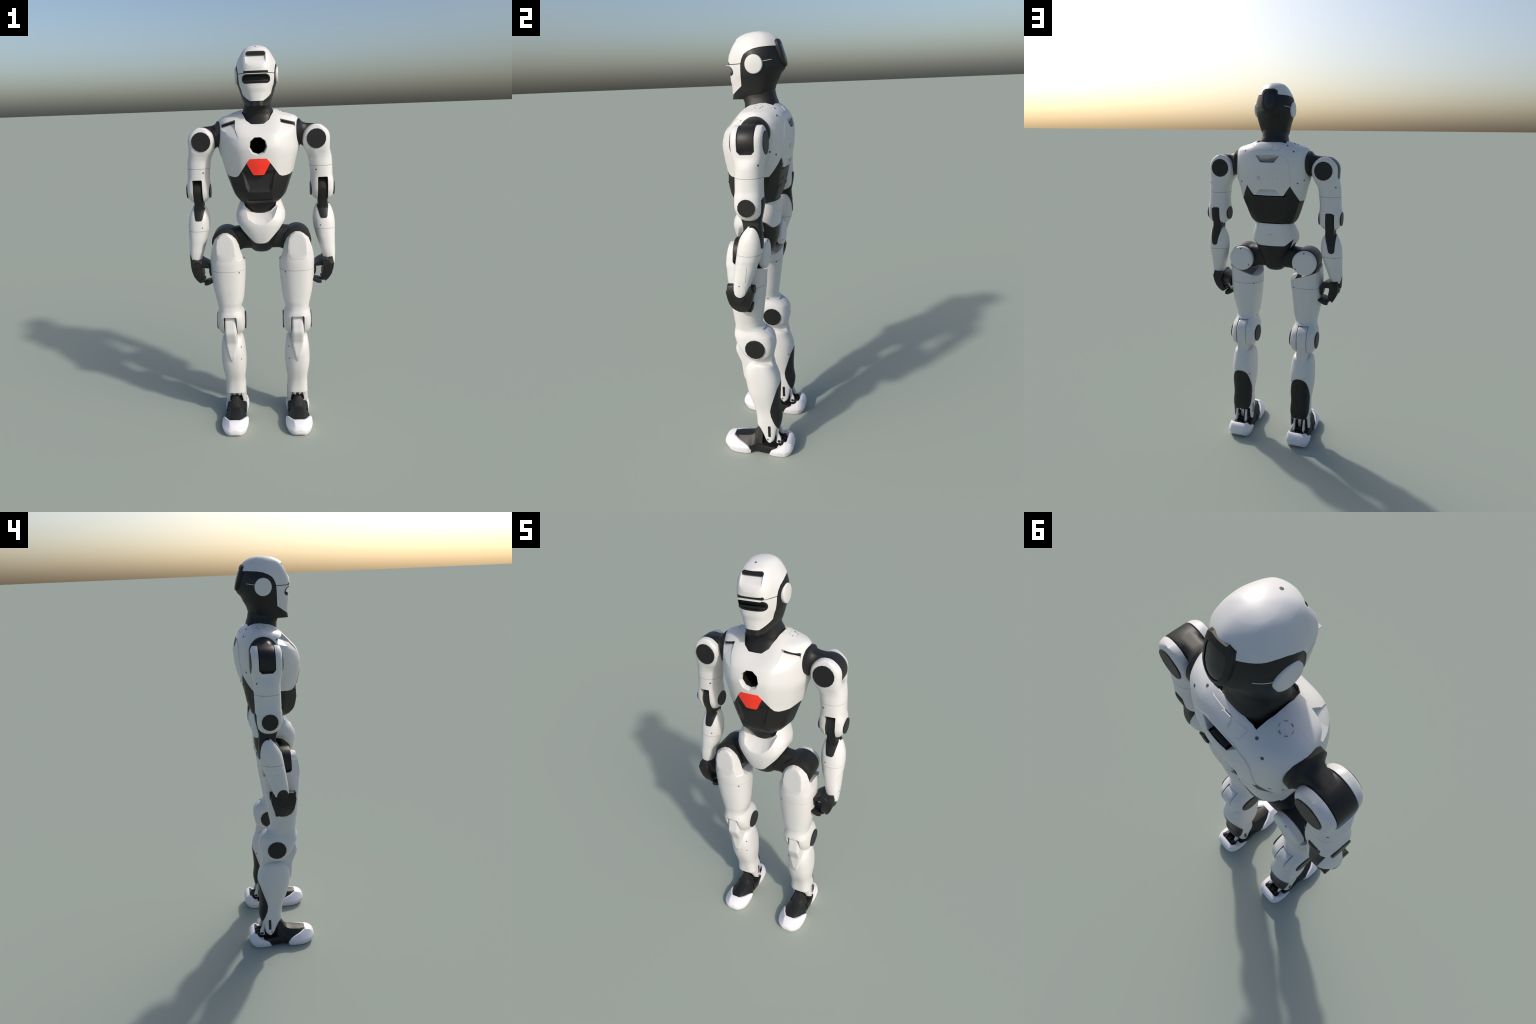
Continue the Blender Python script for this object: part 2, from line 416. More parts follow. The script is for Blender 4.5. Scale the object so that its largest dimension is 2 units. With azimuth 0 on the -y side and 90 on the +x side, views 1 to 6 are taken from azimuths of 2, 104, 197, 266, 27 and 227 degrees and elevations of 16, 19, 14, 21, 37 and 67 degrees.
def ring_line(name, target, origin, direction, radius, width=.0007, count=20, arcs=None):
    l, n = surface_spot(target, origin, direction)
    q = n.to_track_quat('Z', 'Y').to_matrix().to_4x4(); M = Matrix.Translation(l) @ q
    V, F = [], []
    for i in range(count):
        w = 2*math.pi*i/count
        for r in (radius-width, radius+width):
            for h in (-.003, .0005):
                V.append(M @ Vector((r*math.cos(w), r*math.sin(w), h)))
    for i in range(count):
        if arcs and not arcs(i): continue
        a, b = 4*i, 4*((i+1) % count)
        F += [[a+1, a+3, b+3, b+1], [a, b, b+2, a+2], [a, a+1, b+1, b], [a+2, b+2, b+3, a+3]]
    return new_mesh_object(name, V, F)
finish(ring_line('power_button', panel, (.044, .4, 1.527), (0, -1, 0), .0085, .0006), HOLE, chest_back)
pair(ring_line('strap_cover_ring', chest_back, (.121, .055, 1.9), (0, 0, -1), .0185, .0005, 24, lambda i: i % 4 < 2), HOLE, (chest_back, chest_back))
screws(chest_back, [((.093, .119+.05, 1.686+.2), (0, -.25, -1)), ((.130, .133+.1, 1.658+.1), (0, -1, -1)),
                    ((.4, .112, 1.517), (-1, 0, 0)), ((.153, .4, 1.502), (0, -1, 0))], (chest_back, chest_back), .0048)
# hatch behind the neck
hatch = contour_loft('neck_hatch', [(z, [(x, y+.0045) if k > 3 else (x, y) for k, (x, y) in enumerate(c)]) for z, c in TORSO], 7, .007, torso_facet)
boolean(hatch, prism('c', mirrored([(.066, 1.694), (.058, 1.672), (.045, 1.666)]), 'y', .105, .3), 'INTERSECT')
finish(hatch, WHITE, chest_back, 30)
latch = contour_loft('hatch_latch', [(z, [(x, y+.0075) if k > 3 else (x, y) for k, (x, y) in enumerate(c)]) for z, c in TORSO], 7, .007, torso_facet)
boolean(latch, prism('c', mirrored([(.012, 1.694), (.017, 1.690), (.017, 1.676), (.012, 1.671)]), 'y', .10, .3), 'INTERSECT')
finish(latch, WHITE, chest_back, 30)
# slanted cooling slits
slits = []
for cx, sgn in ((.055, 1), (-.050, 1)):
    for i in range(7):
        for j in range(2):
            x = cx + (i-3)*.0085 + (j-.5)*.018; z = 1.366 - (j-.5)*.030 + (i % 2)*.006
            l, n = surface_spot(body, (x, .4, z), (0, -1, 0))
            if l is None: continue
            o = box('s', -.0009, .0009, -.008 - .003*(i % 3), .009, -.002, .0004)
            o.data.transform(Matrix.Translation(l) @ n.to_track_quat('Z', 'Y').to_matrix().to_4x4() @ Matrix.Rotation(math.radians(-35), 4, 'Z'))
            slits.append(o)
for i in range(6):
    for s in (-1, 1):
        x = s*(.052 + (i % 3)*.016); z = 1.392 - (i//3)*.022 - (i % 3)*.008
        l, n = surface_spot(body, (x, -.4, z), (0, 1, 0))
        if l is None: continue
        o = box('s', -.0008, .0008, -.009, .009, -.002, .0003)
        o.data.transform(Matrix.Translation(l) @ n.to_track_quat('Z', 'Y').to_matrix().to_4x4() @ Matrix.Rotation(math.radians(28), 4, 'Z'))
        slits.append(o)
finish(join('cooling_slits', slits), DEEP, body, kind="stuff")
screws(body, [((.085, .4, 1.294), (0, -1, 0))], (body, body), .0045, DEEP)

# ------------------------------------------------------------------ pelvis
waist = loft('waist', [(1.180, -.020, .020, -.030, .070, 2.4), (1.205, -.032, .032, -.0455, .078, 3.0), (1.216, -.045, .045, -.0490, .080, 3.2), (1.232, -.062, .062, -.0500, .084, 3.2),
                       (1.248, -.082, .082, -.0510, .086, 3.6), (1.262, -.091, .091, -.0510, .086, 4), (1.276, -.093, .093, -.0510, .086, 4)], count=48)
finish(waist, BLACK, robot)
core = loft('pelvis', [(1.003, -.022, .022, -.014, .030, 2.2), (1.008, -.038, .038, -.030, .045, 2.3), (1.020, -.052, .052, -.048, .060, 2.4),
                       (1.050, -.066, .066, -.074, .078, 2.5), (1.090, -.082, .082, -.094, .094, 2.5),
                       (1.130, -.099, .099, -.100, .098, 2.5), (1.158, -.109, .109, -.092, .098, 2.6), (1.175, -.112, .112, -.070, .099, 2.6),
                       (1.190, -.114, .114, -.030, .100, 2.6), (1.205, -.112, .112, .000, .099, 2.6)], count=48)
girdle = loft('pelvis_shell', [(1.050, -.060, .060, -.086, .085, 2.6), (1.070, -.070, .070, -.095, .090, 2.6), (1.100, -.088, .088, -.104, .100, 2.6),
                        (1.130, -.105, .105, -.110, .105, 2.6), (1.157, -.117, .117, -.112, .104, 2.7), (1.180, -.124, .124, -.109, .106, 2.7),
                        (1.205, -.1245, .1245, -.100, .108, 2.7), (1.235, -.116, .116, -.080, .110, 2.7),
                        (1.262, -.106, .106, -.060, .110, 2.7), (1.279, -.099, .099, -.045, .108, 2.7)], count=64, step=.006)
vee = mirrored([(.0, 1.40), (.2, 1.40), (.2, 1.200), (.1245, 1.199), (.121, 1.179), (.092, 1.136), (.036, 1.076), (.022, 1.069), (0, 1.067)])
band = mirrored([(.0, 1.40), (.2, 1.40), (.2, 1.1995), (.122, 1.199), (.084, 1.165), (.074, 1.158), (0, 1.157)])
g2 = clone(girdle, 'pelvis_back_shell')
boolean(girdle, prism('c', vee, 'y', -.3, .050), 'INTERSECT'); boolean(g2, prism('c', band, 'y', .0502, .3), 'INTERSECT')
hole_in = mirrored([(.0, 1.40), (.098, 1.40), (.095, 1.276), (.086, 1.248), (.054, 1.221), (.024, 1.2145), (.0, 1.214)])
hole_out = mirrored([(.0, 1.40), (.106, 1.40), (.102, 1.278), (.090, 1.236), (.062, 1.178), (.026, 1.161), (.0, 1.158)])
inside = [(x*.88, z) for x, z in hole_in]
boolean(girdle, [frustum('c', hole_in, -.048, hole_out, -.124), prism('c', inside, 'y', -.0481, .2)])
boolean(g2, prism('c', [(x*.82, z) for x, z in hole_in], 'y', -.04, .078))
finish(core, BLACK, robot, 30)
finish(girdle, WHITE, core, 28); finish(g2, WHITE, core, 28)
screws(g2, [((.108, .4, 1.262), (0, -1, 0))], (core, core), .006)
finish(box('tail_slit', -.014, .014, .1050, .1095, 1.2195, 1.2207), HOLE, core)

# ------------------------------------------------------------------ arms (left built, right mirrored)
SH = (.282, 1.567)                                   # shoulder pivot (x, z)
upper = loft('upper_arm', [
    (1.2565, .294, .337, .040, .064, 2.4), (1.262, .282, .352, .024, .082, 2.6), (1.272, .270, .362, .010, .096, 2.8),
    (1.290, .260, .371, -.001, .106, 3.0), (1.318, .2565, .3745, -.0085, .1095, 3.0), (1.350, .2555, .3735, -.0085, .1105, 2.8),
    (1.385, .2565, .368, -.006, .1110, 2.4), (1.430, .2515, .3665, -.0055, .1125, 2.2), (1.470, .2465, .364, -.0045, .1130, 2.3),
    (1.495, .238, .358, -.0075, .1165, 2.8), (1.515, .228, .3525, -.0125, .1195, 3.6), (1.540, .2175, .3515, -.0155, .1215, 4.2),
    (1.567, .2135, .352, -.0165, .1220, 4.4), (1.590, .2170, .3485, -.016, .1215, 4.4), (1.610, .2295, .336, -.0145, .120, 4.4),
    (1.624, .2450, .320, -.011, .117, 4.2), (1.632, .2590, .306, -.008, .114, 4.0), (1.6355, .2730, .292, -.004, .113, 4.0)],
    count=72, step=.006, grooves=(1.4345,))
slot = prism('c', [(.017, 1.8), (.017, 1.540), (.030, 1.526), (.077, 1.526), (.090, 1.540), (.090, 1.8)], 'x', .1, .5)
e_slot = prism('c', [(.2905, 1.1), (.2905, 1.374), (.294, 1.379), (.337, 1.379), (.3405, 1.374), (.3435, 1.1)], 'y', -.2, .085)
e_back = prism('c', [(.2945, 1.1), (.2965, 1.345), (.3425, 1.347), (.3455, 1.1)], 'y', .0849, .3)
boolean(upper, [slot, e_slot, e_back])
uppers = pair(upper, WHITE, (robot, robot), 30)
front_disc = disc('shoulder_cap', 'y', SH, .0475, -.0175, .010, 16, .001, 1)
pair(front_disc, BLACK, uppers)
rear_disc = disc('shoulder_cap', 'y', SH, .0475, .100, .1230, 16, .001, 1)
pair(rear_disc, BLACK, uppers)
for a in (45, 135, 225, 315):
    for y0, y1 in ((-.0179, -.013), (.118, .1234)):
        c = (SH[0]+.037*math.cos(math.radians(a)), SH[1]+.037*math.sin(math.radians(a)))
        pair(disc('screw', 'y', c, .0025, y0, y1, 6), DEEP, uppers)
# shoulder drum and link to the torso
drum = disc('shoulder_joint', 'y', SH, .0690, .0195, .0875, 32, .004, 2)
link = loft('l', [(.186, -.011, .119, 1.532, 1.662, 2.0), (.204, -.011, .119, 1.532, 1.662, 2.0), (.207, -.006, .114, 1.538, 1.658, 2.0),
                  (.215, .006, .101, 1.532, 1.648, 2.6), (.235, .0185, .089, 1.520, 1.640, 4.5), (.285, .0200, .087, 1.510, 1.636, 6)], 'x', 40, .01)
drum = boolean(drum, link, 'UNION')
pair(drum, BLACK, (robot, robot), 30)
# elbow discs
for nm, lo, hi in (('elbow_cap', .350, .3762), ('elbow_cap', .2548, .275)):
    pair(disc(nm, 'x', (.052, 1.318), .0370, lo, hi, 14, .0008, 1), BLACK, uppers)
for a in (45, 135, 225, 315):
    c = (.052+.029*math.cos(math.radians(a)), 1.318+.029*math.sin(math.radians(a)))
    pair(disc('screw', 'x', c, .002, .372, .3766, 6), DEEP, uppers)
screws(upper, [((.345, .4, 1.486), (0, -1, 0)), ((.282, -.4, 1.415), (0, 1, 0))], uppers, .0045)
# forearm
FORE = [
    (.9260, .366, .374, -.006, .012, 2.2), (.9300, .350, .3755, -.017, .020, 2.3), (.940, .332, .3765, -.0255, .031, 2.4), (.957, .321, .3775, -.028, .040, 2.4),
    (1.000, .306, .3790, -.0265, .0545, 2.3), (1.045, .2925, .3785, -.0205, .072, 2.3), (1.074, .283, .379, -.017, .082, 2.3),
    (1.090, .279, .381, -.014, .089, 2.25), (1.129, .2695, .3815, -.008, .1005, 2.2), (1.168, .2675, .378, .001, .1035, 2.2),
    (1.205, .273, .368, .019, .0995, 2.2), (1.225, .2805, .359, .033, .093, 2.2), (1.2340, .288, .352, .040, .087, 2.2), (1.2375, .295, .346, .045, .082, 2.2)]
fore = loft('forearm', FORE, count=56, step=.006, grooves=(1.1150,))
ins = loft('elbow_link', FORE, count=56, step=.006)
for v, n in [(v, v.normal.copy()) for v in ins.data.vertices]: v.co += n*.0018
i2 = clone(ins, 'b')
boolean(ins, prism('c', [(.283, 1.26), (.286, 1.235), (.302, 1.176), (.308, 1.169), (.333, 1.169), (.339, 1.176), (.348, 1.235), (.350, 1.26)], 'y', -.1, .045), 'INTERSECT')
boolean(i2, prism('c', [(.296, 1.26), (.298, 1.225), (.316, 1.148), (.324, 1.139), (.340, 1.139), (.348, 1.148), (.353, 1.225), (.353, 1.26)], 'y', .055, .3), 'INTERSECT')
arm_link = loft('k', [
    (1.180, .302, .342, .020, .103, 5), (1.200, .299, .345, .022, .1035, 5), (1.222, .295, .346, .024, .1015, 5),
    (1.250, .2935, .3430, .020, .100, 5), (1.280, .293, .3415, .009, .106, 5), (1.318, .2925, .3405, .000, .1135, 5),
    (1.345, .2925, .3395, .007, .1155, 5), (1.362, .293, .339, .020, .100, 5), (1.372, .294, .338, .035, .09, 5)], count=40, step=.008)
boolean(arm_link, [ins, i2], 'UNION')
fores = pair(fore, WHITE, (robot, robot), 30)
pair(arm_link, BLACK, fores, 30); arm_link.name = 'elbow_link'
# wrist: the shell ends square on the inside, a rounded cover hangs outside (white left, black right)
for f, s in zip(fores, (1, -1)):
    c = shear(box('c', .2, .3605 if s > 0 else .42, -.2, .2, .85, .9585), lambda x, y, z: (x*s, y, z + (.008 if x < .3 else 0)*(z > .9)))
    bm = bmesh.new(); bm.from_mesh(c.data); bmesh.ops.recalc_face_normals(bm, faces=bm.faces); bm.to_mesh(c.data); bm.free()
    boolean(f, c); finish(f, WHITE, robot, 30)
cover = loft('wrist_cover', FORE, count=56, step=.006)
for v, n in [(v, v.normal.copy()) for v in cover.data.vertices]: v.co += n*.0010
oval = [(.003+.0275*math.cos(2*math.pi*i/16), .962+.036*math.sin(2*math.pi*i/16)) for i in range(16)]
boolean(cover, prism('c', oval, 'x', .3605, .5), 'INTERSECT')
pair(cover, WHITE, fores, 30, BLACK)
screws(cover, [((.6, .005, .981), (-1, 0, 0))], fores, .0032, HOLE)
screws(fore, [((.303, -.4, 1.134), (0, 1, 0))], fores, .0035)
plate = loft('forearm_panel', FORE, count=56, step=.006)
for v, n in [(v, v.normal.copy()) for v in plate.data.vertices]: v.co += n*.0014
boolean(plate, prism('c', [(.003, 1.078), (.040, 1.070), (.041, 1.064), (.033, 1.000), (-.008, .997), (-.004, 1.06)], 'x', .34, .5), 'INTERSECT')
pair(plate, WHITE, fores, 30)

# ------------------------------------------------------------------ hands: barrels and plates curled into a grip
def bent_plate(name, inner, outer, y_of_t, bevel=.002):
    """Plate whose x-z profile runs between an inner and outer edge line, with its own
    y-range at every step (fan shaped from the side)."""
    V, F = [], []
    n = len(inner)
    for i in range(n):
        y0, y1 = y_of_t[i]
        for (x, z) in (inner[i], outer[i]):
            V += [(x, y0, z), (x, y1, z)]
    for i in range(n-1):
        a, b = 4*i, 4*(i+1)
        F += [[a, b, b+1, a+1], [a+2, a+3, b+3, b+2], [a, a+2, b+2, b], [a+1, b+1, b+3, a+3]]
    F += [[0, 1, 3, 2], [4*n-4, 4*n-2, 4*n-1, 4*n-3]]
    o = new_mesh_object(name, V, F)
    if bevel: bevel_edges(o, bevel, 2, 30)
    return o
palm = bent_plate('hand', [(.322, .966), (.320, .945), (.317, .918), (.310, .890), (.309, .875), (.313, .861), (.318, .846)],
                  [(.362, .974), (.3675, .945), (.3640, .915), (.3560, .885), (.344, .863), (.336, .849), (.328, .8355)],
                  [(-.050, .048), (-.062, .058), (-.058, .053), (-.053, .044), (-.046, .036), (-.036, .026), (-.019, .010)], .003)
palms = pair(palm, BLACK, (robot, robot), 30)
stub = loft('wrist', [(.935, .322, .366, -.024, .030, 2.6), (.975, .318, .368, -.024, .038, 2.4)], count=32)
pair(stub, BLACK, palms)
barrel = disc('knuckle', 'y', (.3270, .9505), .0200, -.0630, .0600, 14, .002, 1)
pair(barrel, BLACK, palms)
hub = disc('palm_pad', 'x', (-.003, .925), .030, .345, .3668, 7, .003, 1)
pair(hub, BLACK, palms)
thumb_a = bent_plate('finger', [(.313, .9315), (.297, .930), (.282, .928), (.271, .926)],
                     [(.318, .9640), (.304, .9625), (.288, .9550), (.266, .938)],
                     [(-.046, .044), (-.048, .046), (-.046, .044), (-.042, .040)], .002)
pair(thumb_a, BLACK, palms)
pair(disc('finger_joint', 'y', (.2700, .9290), .0085, -.044, .042, 10, .001, 1), BLACK, palms)
thumb_b = bent_plate('fingertip', [(.2765, .928), (.2785, .908), (.2760, .890), (.2735, .878)],
                     [(.2625, .926), (.2635, .905), (.2655, .888), (.2700, .877)],
                     [(-.042, .040), (-.040, .038), (-.034, .030), (-.028, .022)], .0015)
pair(thumb_b, BLACK, palms)
pair(disc('finger_joint', 'y', (.3130, .8580), .0098, -.040, .026, 12, .001, 1), BLACK, palms)
tip = bent_plate('fingertip', [(.3060, .8600), (.290, .8650), (.275, .8690), (.2600, .8720)],
                 [(.3060, .8400), (.290, .8410), (.275, .8490), (.2560, .8625)],
                 [(-.044, .030), (-.050, .032), (-.052, .033), (-.050, .032)], .002)
shear(tip, lambda x, y, z: (.306 + (x-.306)*1.12, y, z - .0095 - (y+.008)*.10))
pair(tip, BLACK, palms)

# ------------------------------------------------------------------ legs
thigh = loft('thigh', [
    (.5260, .165, .195, .008, .040, 2.6), (.533, .140, .221, -.012, .058, 2.8), (.550, .118, .240, -.034, .082, 3.0),
    (.575, .1055, .2505, -.056, .100, 3.2), (.609, .1020, .2530, -.074, .1050, 3.2), (.640, .1035, .2515, -.085, .1020, 3.0),
    (.662, .1070, .2490, -.0905, .098, 2.8), (.680, .1125, .2440, -.0885, .083, 2.6), (.697, .1185, .2390, -.0850, .062, 2.5),
    (.715, .1160, .2410, -.0840, .0460, 2.4), (.740, .1075, .2455, -.0875, .0470, 2.3), (.775, .1005, .2530, -.0905, .0530, 2.3),
    (.810, .0965, .2590, -.0945, .0575, 2.3), (.873, .0905, .2665, -.0995, .0665, 2.3), (.925, .0875, .2690, -.1035, .0725, 2.3),
    (.965, .0880, .2690, -.1060, .0755, 2.35), (1.000, .0935, .2640, -.1035, .0785, 2.8), (1.030, .1040, .2575, -.0995, .080, 5.5), (1.060, .1130, .2510, -.0955, .078, 6.5),
    (1.085, .1260, .2410, -.0915, .076, 6.5), (1.105, .1480, .2220, -.0880, .072, 6.5), (1.118, .1700, .2000, -.0855, .07, 6.5)],
    count=64, step=.007, grooves=(.9215,))
# the cup's rim falls from the outer side towards the inner side
tilt = lambda x, y, z: (x, y, z + (x-.17)*.38)
hip_cut = shear(prism('c', [(-.060, 1.6), (-.060, 1.012), (-.050, 1.001), (.000, .997), (.050, .987), (.3, .989), (.3, 1.6)], 'x', -.1, .5), tilt)
rim_out = [(.080, .925), (.093, .985), (.105, 1.02), (.113, 1.055), (.1265, 1.085), (.149, 1.107), (.172, 1.120), (.191, 1.120), (.215, 1.107), (.240, 1.085), (.2510, 1.055), (.2575, 1.02), (.265, .985), (.277, .925)]
rim_in = [(.092, .925), (.136, .978), (.1375, 1.02), (.1385, 1.055), (.1450, 1.088), (.158, 1.106), (.172, 1.1125), (.190, 1.1125), (.204, 1.106), (.2175, 1.087), (.2235, 1.056), (.2245, 1.02), (.221, .978), (.265, .925)]
rim_in = [(a+(c-a)*1.24, b+(d-b)*1.24) for (a, b), (c, d) in zip(rim_out, rim_in)]
chamfer = box('c', 0, .4, -.3, -.0570, .93, 1.3)
boolean(chamfer, shear(frustum('k', rim_in, -.1170, rim_out, -.0565), lambda x, y, z: (x, y + (max(0, z-.985)*.10 if y < -.1 else 0), z)))
boolean(thigh, chamfer)
raw_thigh = clone(thigh, 'thigh_panel', .0009)
thick = shear(prism('c', [(-.0602, 1.6), (-.0602, 1.000), (-.055, .985), (-.010, .970), (.02, .97), (.055, .970), (.0605, .98), (.0605, 1.6)], 'x', .125, .235), tilt)
k_front = prism('c', [(.1435, .4), (.1440, .660), (.1480, .667), (.2090, .667), (.2130, .660), (.2135, .4)], 'y', -.3, .030)
k_back = prism('c', [(.1475, .4), (.1495, .6990), (.2090, .6990), (.2110, .4)], 'y', .0299, .3)
boolean(thigh, [hip_cut, thick, k_front, k_back])
thighs = pair(thigh, WHITE, (robot, robot), 30)
pad = boolean(raw_thigh, prism('c', [(.150, .982), (.208, .981), (.219, .992), (.2235, 1.010), (.2225, 1.056), (.2165, 1.085), (.203, 1.105), (.189, 1.112),
                                     (.173, 1.112), (.159, 1.105), (.1455, 1.087), (.1395, 1.056), (.1385, 1.010), (.142, .992)], 'y', -.2, -.070), 'INTERSECT')
pair(pad, PANEL, thighs, 40)
hip_drum = disc('hip_joint', 'y', (.181, 1.068), .0715, -.0590, .0590, 32, .005, 2)
hip_link = loft('l', [(.040, -.055, .065, 1.022, 1.142, 2.6), (.085, -.048, .064, 1.022, 1.142, 2.6), (.120, -.050, .058, 1.012, 1.138, 3), (.165, -.054, .058, 1.005, 1.132, 4)], 'x', 32, .01)
boolean(hip_drum, hip_link, 'UNION')
pair(hip_drum, BLACK, (robot, robot), 30)
hip_cap = loft('hip_cap', [(.0580, .116, .246, 1.002, 1.132, 2), (.061, .1135, .2485, .9995, 1.1345, 2), (.078, .1135, .2485, .9995, 1.1345, 2),
                           (.086, .119, .243, 1.005, 1.129, 2), (.0885, .130, .232, 1.016, 1.118, 2)], 'y', 40, .004)
hip_caps = pair(hip_cap, WHITE, thighs, 30)
screws(hip_cap, [((.181, .4, 1.124), (0, -1, 0)), ((.135, .4, 1.034), (0, -1, 0))], thighs, .0045)
for lo, hi in ((.230, .2545), (.1005, .125)):
    pair(disc('knee_cap_disc', 'x', (.022, .609), .0480, lo, hi, 14, .0012, 1), BLACK, thighs)
screws(thigh, [((.118, -.4, .914), (0, 1, 0)), ((.117, .4, .920), (0, -1, 0)), ((.0, .0, .71), (1, 0, 0))], thighs, .0042)

# shin with the knee block on top
knee = loft('knee', [
    (.390, .1670, .1900, -.0500, .080, 5), (.430, .1590, .1985, -.0600, .088, 6), (.4600, .1530, .2040, -.0605, .095, 7), (.498, .1470, .2095, -.0615, .098, 8), (.535, .1465, .2105, -.0740, .092, 8), (.578, .1470, .2105, -.0875, .1000, 8),
    (.600, .1475, .2100, -.0840, .1040, 8), (.630, .1480, .2095, -.0780, .1055, 8), (.652, .1485, .2090, -.0690, .1030, 8), (.672, .150, .2080, -.0540, .090, 8),
    (.686, .151, .2070, -.036, .074, 8), (.694, .152, .2060, -.016, .056, 8)], count=64, step=.007)
SHIN = [
    (.0750, .120, .235, .060, .078, 3.0), (.080, .1195, .2355, .050, .089, 3.0), (.090, .119, .236, .041, .098, 3.0), (.112, .1185, .236, .031, .107, 3.0),
    (.145, .118, .2355, .014, .115, 3.0), (.166, .1185, .235, .0005, .1195, 3.0), (.200, .119, .234, -.001, .1235, 2.8), (.235, .1205, .2325, -.0055, .1195, 2.7),
    (.262, .1185, .234, -.0125, .1165, 2.6), (.290, .1145, .238, -.0220, .1165, 2.5), (.330, .110, .2435, -.0345, .1185, 2.4), (.365, .108, .246, -.0425, .1210, 2.4),
    (.400, .1085, .2455, -.0480, .1230, 2.4), (.430, .110, .2440, -.0515, .1200, 2.5), (.460, .1125, .2415, -.0495, .1110, 2.6), (.485, .116, .238, -.0420, .1010, 2.7),
    (.503, .120, .2345, -.0330, .0950, 2.7), (.515, .127, .2280, -.0180, .0800, 2.6), (.520, .138, .218, -.002, .062, 2.6)]
shin = loft('shin', SHIN, count=64, step=.007)
calf = loft('calf_panel', SHIN, count=64, step=.007)
for v, n in [(v, v.normal.copy()) for v in calf.data.vertices]: v.co += n*.0012
boolean(calf, prism('c', [(.3, .400), (.124, .402), (.113, .380), (.084, .290), (.078, .262), (.081, .230), (.094, .195), (.114, .148), (.114, .154), (.3, .154)], 'x', 0, .4), 'INTERSECT')
mouth = prism('c', [(.1445, .165), (.2060, .165), (.2225, .03), (.1285, .03)], 'y', -.1, .0601)
mouth_b = prism('c', [(.1270, .1560), (.2265, .1560), (.2265, .03), (.1270, .03)], 'y', .060, .3)
boolean(shin, [mouth, mouth_b])
shins = pair(shin, WHITE, (robot, robot), 30)
pair(knee, WHITE, shins, 24)
pair(calf, BLACK, shins, 30)
slot_o = slot_outline(.0065, .112, .174, .003, 2)
for lo, hi in ((.2300, .2368), (.1172, .125)):
    pair(prism('ankle_slot', [(y+.0705, z) for y, z in slot_o], 'x', lo, hi), BLACK, shins)
    pair(disc('screw', 'x', (.061, .095), .0042, lo, hi, 6), HOLE, shins)
screws(shin, [((.127, .4, .379), (0, -1, 0)), ((.130, -.4, .470), (0, 1, 0)), ((.131, -.4, .398), (0, 1, 0))], shins, .0042)
# ankle rods and block
for x in (.1500, .2065):
    r = loft('ankle_rod', [(.062, x-.006, x+.006, .098, .124, 2.2), (.085, x-.006, x+.006, .100, .124, 3), (.120, x-.0055, x+.0055, .096, .112, 3), (.170, x-.0055, x+.0055, .088, .102, 3)], count=20, step=.01)
    pair(r, WHITE, shins)
    pair(disc('ankle_pin', 'x', (.113, .073), .0078, x-.009, x+.009, 12, .001, 1), DEEP, shins)
pair(box('ankle_strut', .168, .187, .070, .092, .075, .170, .003), METAL, shins)
pair(box('ankle_bracket', .150, .202, .020, .085, .150, .168, .003), METAL, shins)
pair(disc('ankle_axle', 'x', (.066, .096), .014, .128, .226, 12, .001, 1), DEEP, shins)

# ------------------------------------------------------------------ feet
CX = .178
def foot_loft(name, sections, step=.006):
    """Sections along y: (y, half width top, mid, base, z base, z mid, z top)."""
    S = sorted(sections); ys = [s[0] for s in S]; q = [l[0] for l in levels(ys, step, ())]
    P = [pchip(ys, [s[k] for s in S], q) for k in range(1, 7)]
    rings = []
    for i, y in enumerate(q):
        wt, wm, wb, zb, zm, zt = [P[k][i] for k in range(6)]
        half = [(0, zt), (wt*.6, zt), (wt, zt-.002), ((wt+wm)/2+.001, (zt+zm)/2+.001), (wm, zm+.002), (wm, zm-.002), ((wm+wb)/2+.001, (zm+zb)/2), (wb, zb+.001), (wb*.6, zb), (0, zb)]
        ring = [(CX+x, y, z) for x, z in half] + [(CX-x, y, z) for x, z in half[-2:0:-1]]
        rings.append(ring)
    return skin(name, rings)
sole = foot_loft('foot', [
    (-.1480, .018, .038, .036, .010, .030, .060), (-.122, .0205, .056, .056, .006, .034, .0720), (-.085, .0260, .0640, .0610, .006, .037, .0785), (-.050, .0265, .0640, .0610, .007, .040, .0835),
    (-.028, .0245, .0590, .0580, .008, .043, .0890), (-.015, .0200, .0550, .0560, .009, .048, .0990), (-.004, .0170, .0490, .0530, .009, .050, .1180), (.006, .0145, .0480, .0530, .009, .050, .1330),
    (.016, .0150, .0480, .0530, .009, .050, .1390), (.028, .018, .0500, .0540, .008, .050, .134)])
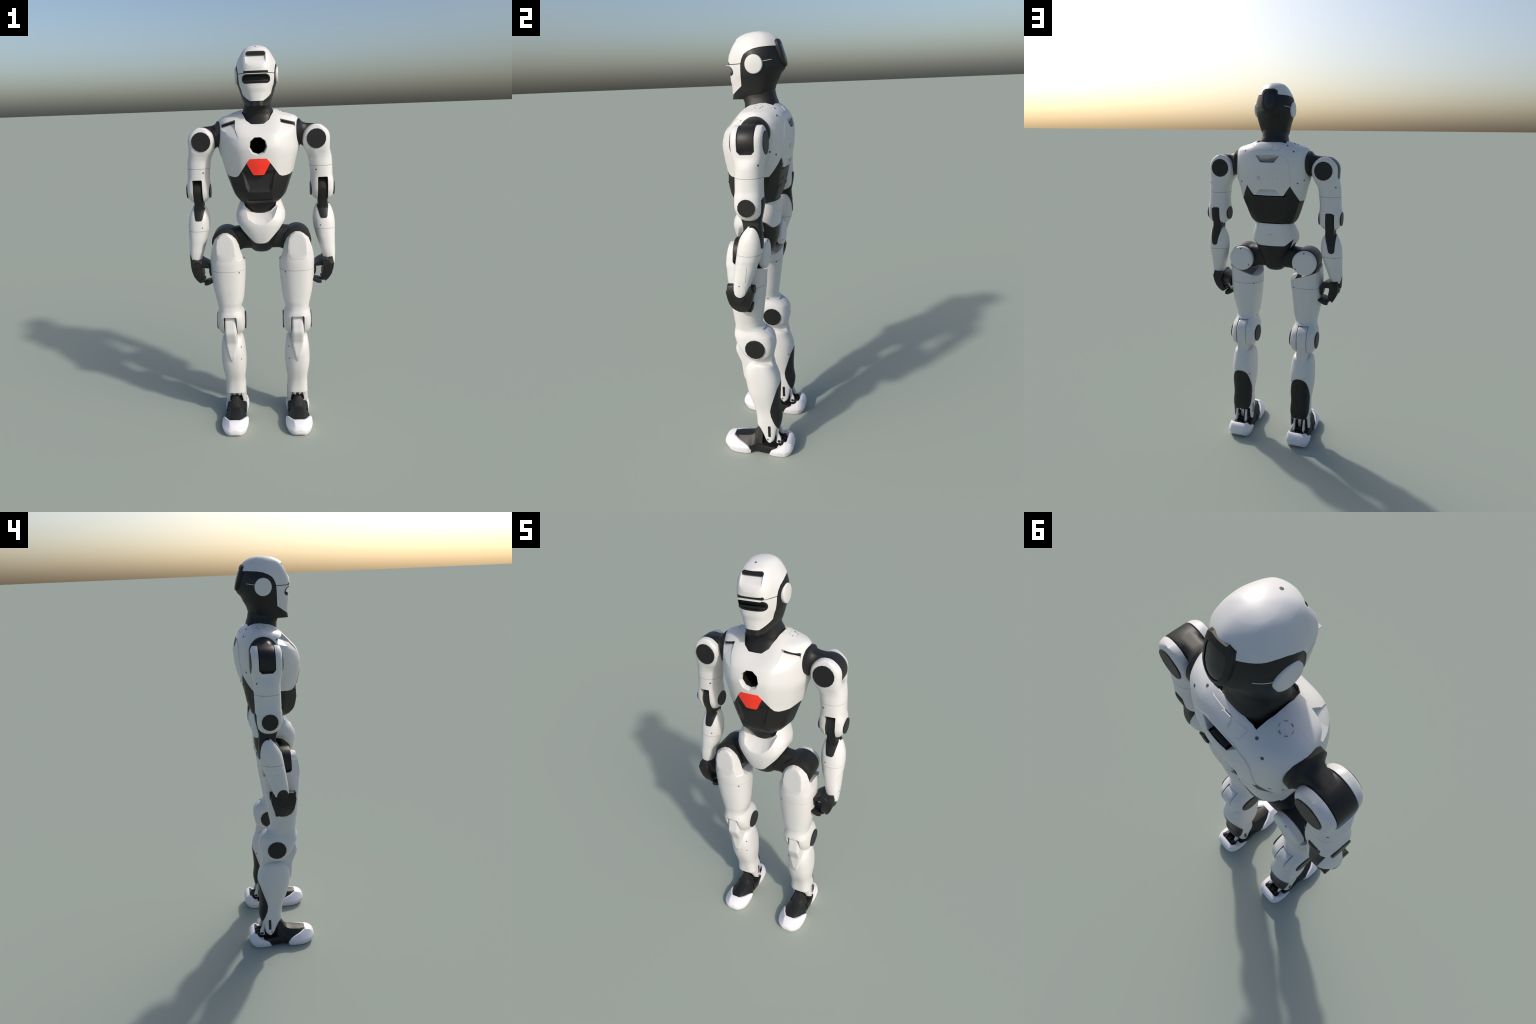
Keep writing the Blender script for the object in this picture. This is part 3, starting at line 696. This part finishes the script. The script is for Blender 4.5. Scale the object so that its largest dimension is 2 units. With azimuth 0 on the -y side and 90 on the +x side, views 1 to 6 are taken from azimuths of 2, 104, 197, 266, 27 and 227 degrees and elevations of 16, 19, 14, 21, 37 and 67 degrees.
rear_sole = foot_loft('r', [(.010, .0530, .0560, .0540, .008, .035, .058), (.060, .0550, .0590, .0560, .006, .032, .052), (.100, .0540, .0590, .0560, .005, .032, .048), (.150, .045, .052, .048, .008, .03, .050)])
boolean(sole, rear_sole, 'UNION')
toe = foot_loft('toe_cap', [
    (-.1770, .018, .022, .014, .020, .031, .040), (-.1730, .0215, .035, .023, .012, .031, .049), (-.1600, .0250, .050, .036, .002, .031, .062), (-.1450, .0275, .0610, .050, .000, .032, .0695),
    (-.1250, .0300, .0690, .061, .000, .033, .0740), (-.0900, .0400, .0740, .067, .000, .034, .0740), (-.0600, .0460, .0740, .067, .000, .034, .069), (-.0200, .0480, .0660, .058, .000, .034, .062)])
boolean(toe, prism('c', [(-.3, .3), (-.125, .3), (-.125, .0705), (-.100, .063), (-.071, .055), (-.048, .046), (-.040, .040), (-.029, .018), (-.031, .009), (-.042, -.05), (-.3, -.05)], 'x', 0, .4), 'INTERSECT')
heel = foot_loft('heel_cap', [
    (.0500, .0480, .0580, .052, .000, .026, .040), (.0800, .0560, .0660, .060, .000, .028, .058), (.1100, .0570, .0690, .062, .000, .030, .070), (.1450, .0520, .0670, .058, .000, .032, .081),
    (.1630, .0450, .0600, .047, .003, .034, .0790), (.1760, .0380, .0500, .036, .014, .038, .070), (.1830, .0270, .0380, .026, .026, .042, .058)])
boolean(heel, prism('c', [(.3, .3), (.141, .3), (.140, .076), (.135, .066), (.126, .058), (.105, .046), (.079, .034), (.069, .017), (.059, -.02), (.3, -.02)], 'x', 0, .4), 'INTERSECT')
well = prism('c', [(CX-.048, .104), (CX+.048, .104), (CX+.044, .146), (CX+.036, .153), (CX-.036, .153), (CX-.044, .146)], 'z', .048, .3)
boolean(heel, well)
feet = pair(sole, BLACK, (robot, robot), 28)
pair(toe, FOOTW, feet, 22); pair(heel, FOOTW, feet, 22)
pair(box('ankle_block', CX-.030, CX+.030, .040, .110, .045, .085, .006), DEEP, feet)
for x in (-.024, 0, .024):
    pair(disc('ankle_bearing', 'x', (.128, .064), .013, CX+x-.008, CX+x+.008, 12, .001, 1), DEEP, feet)
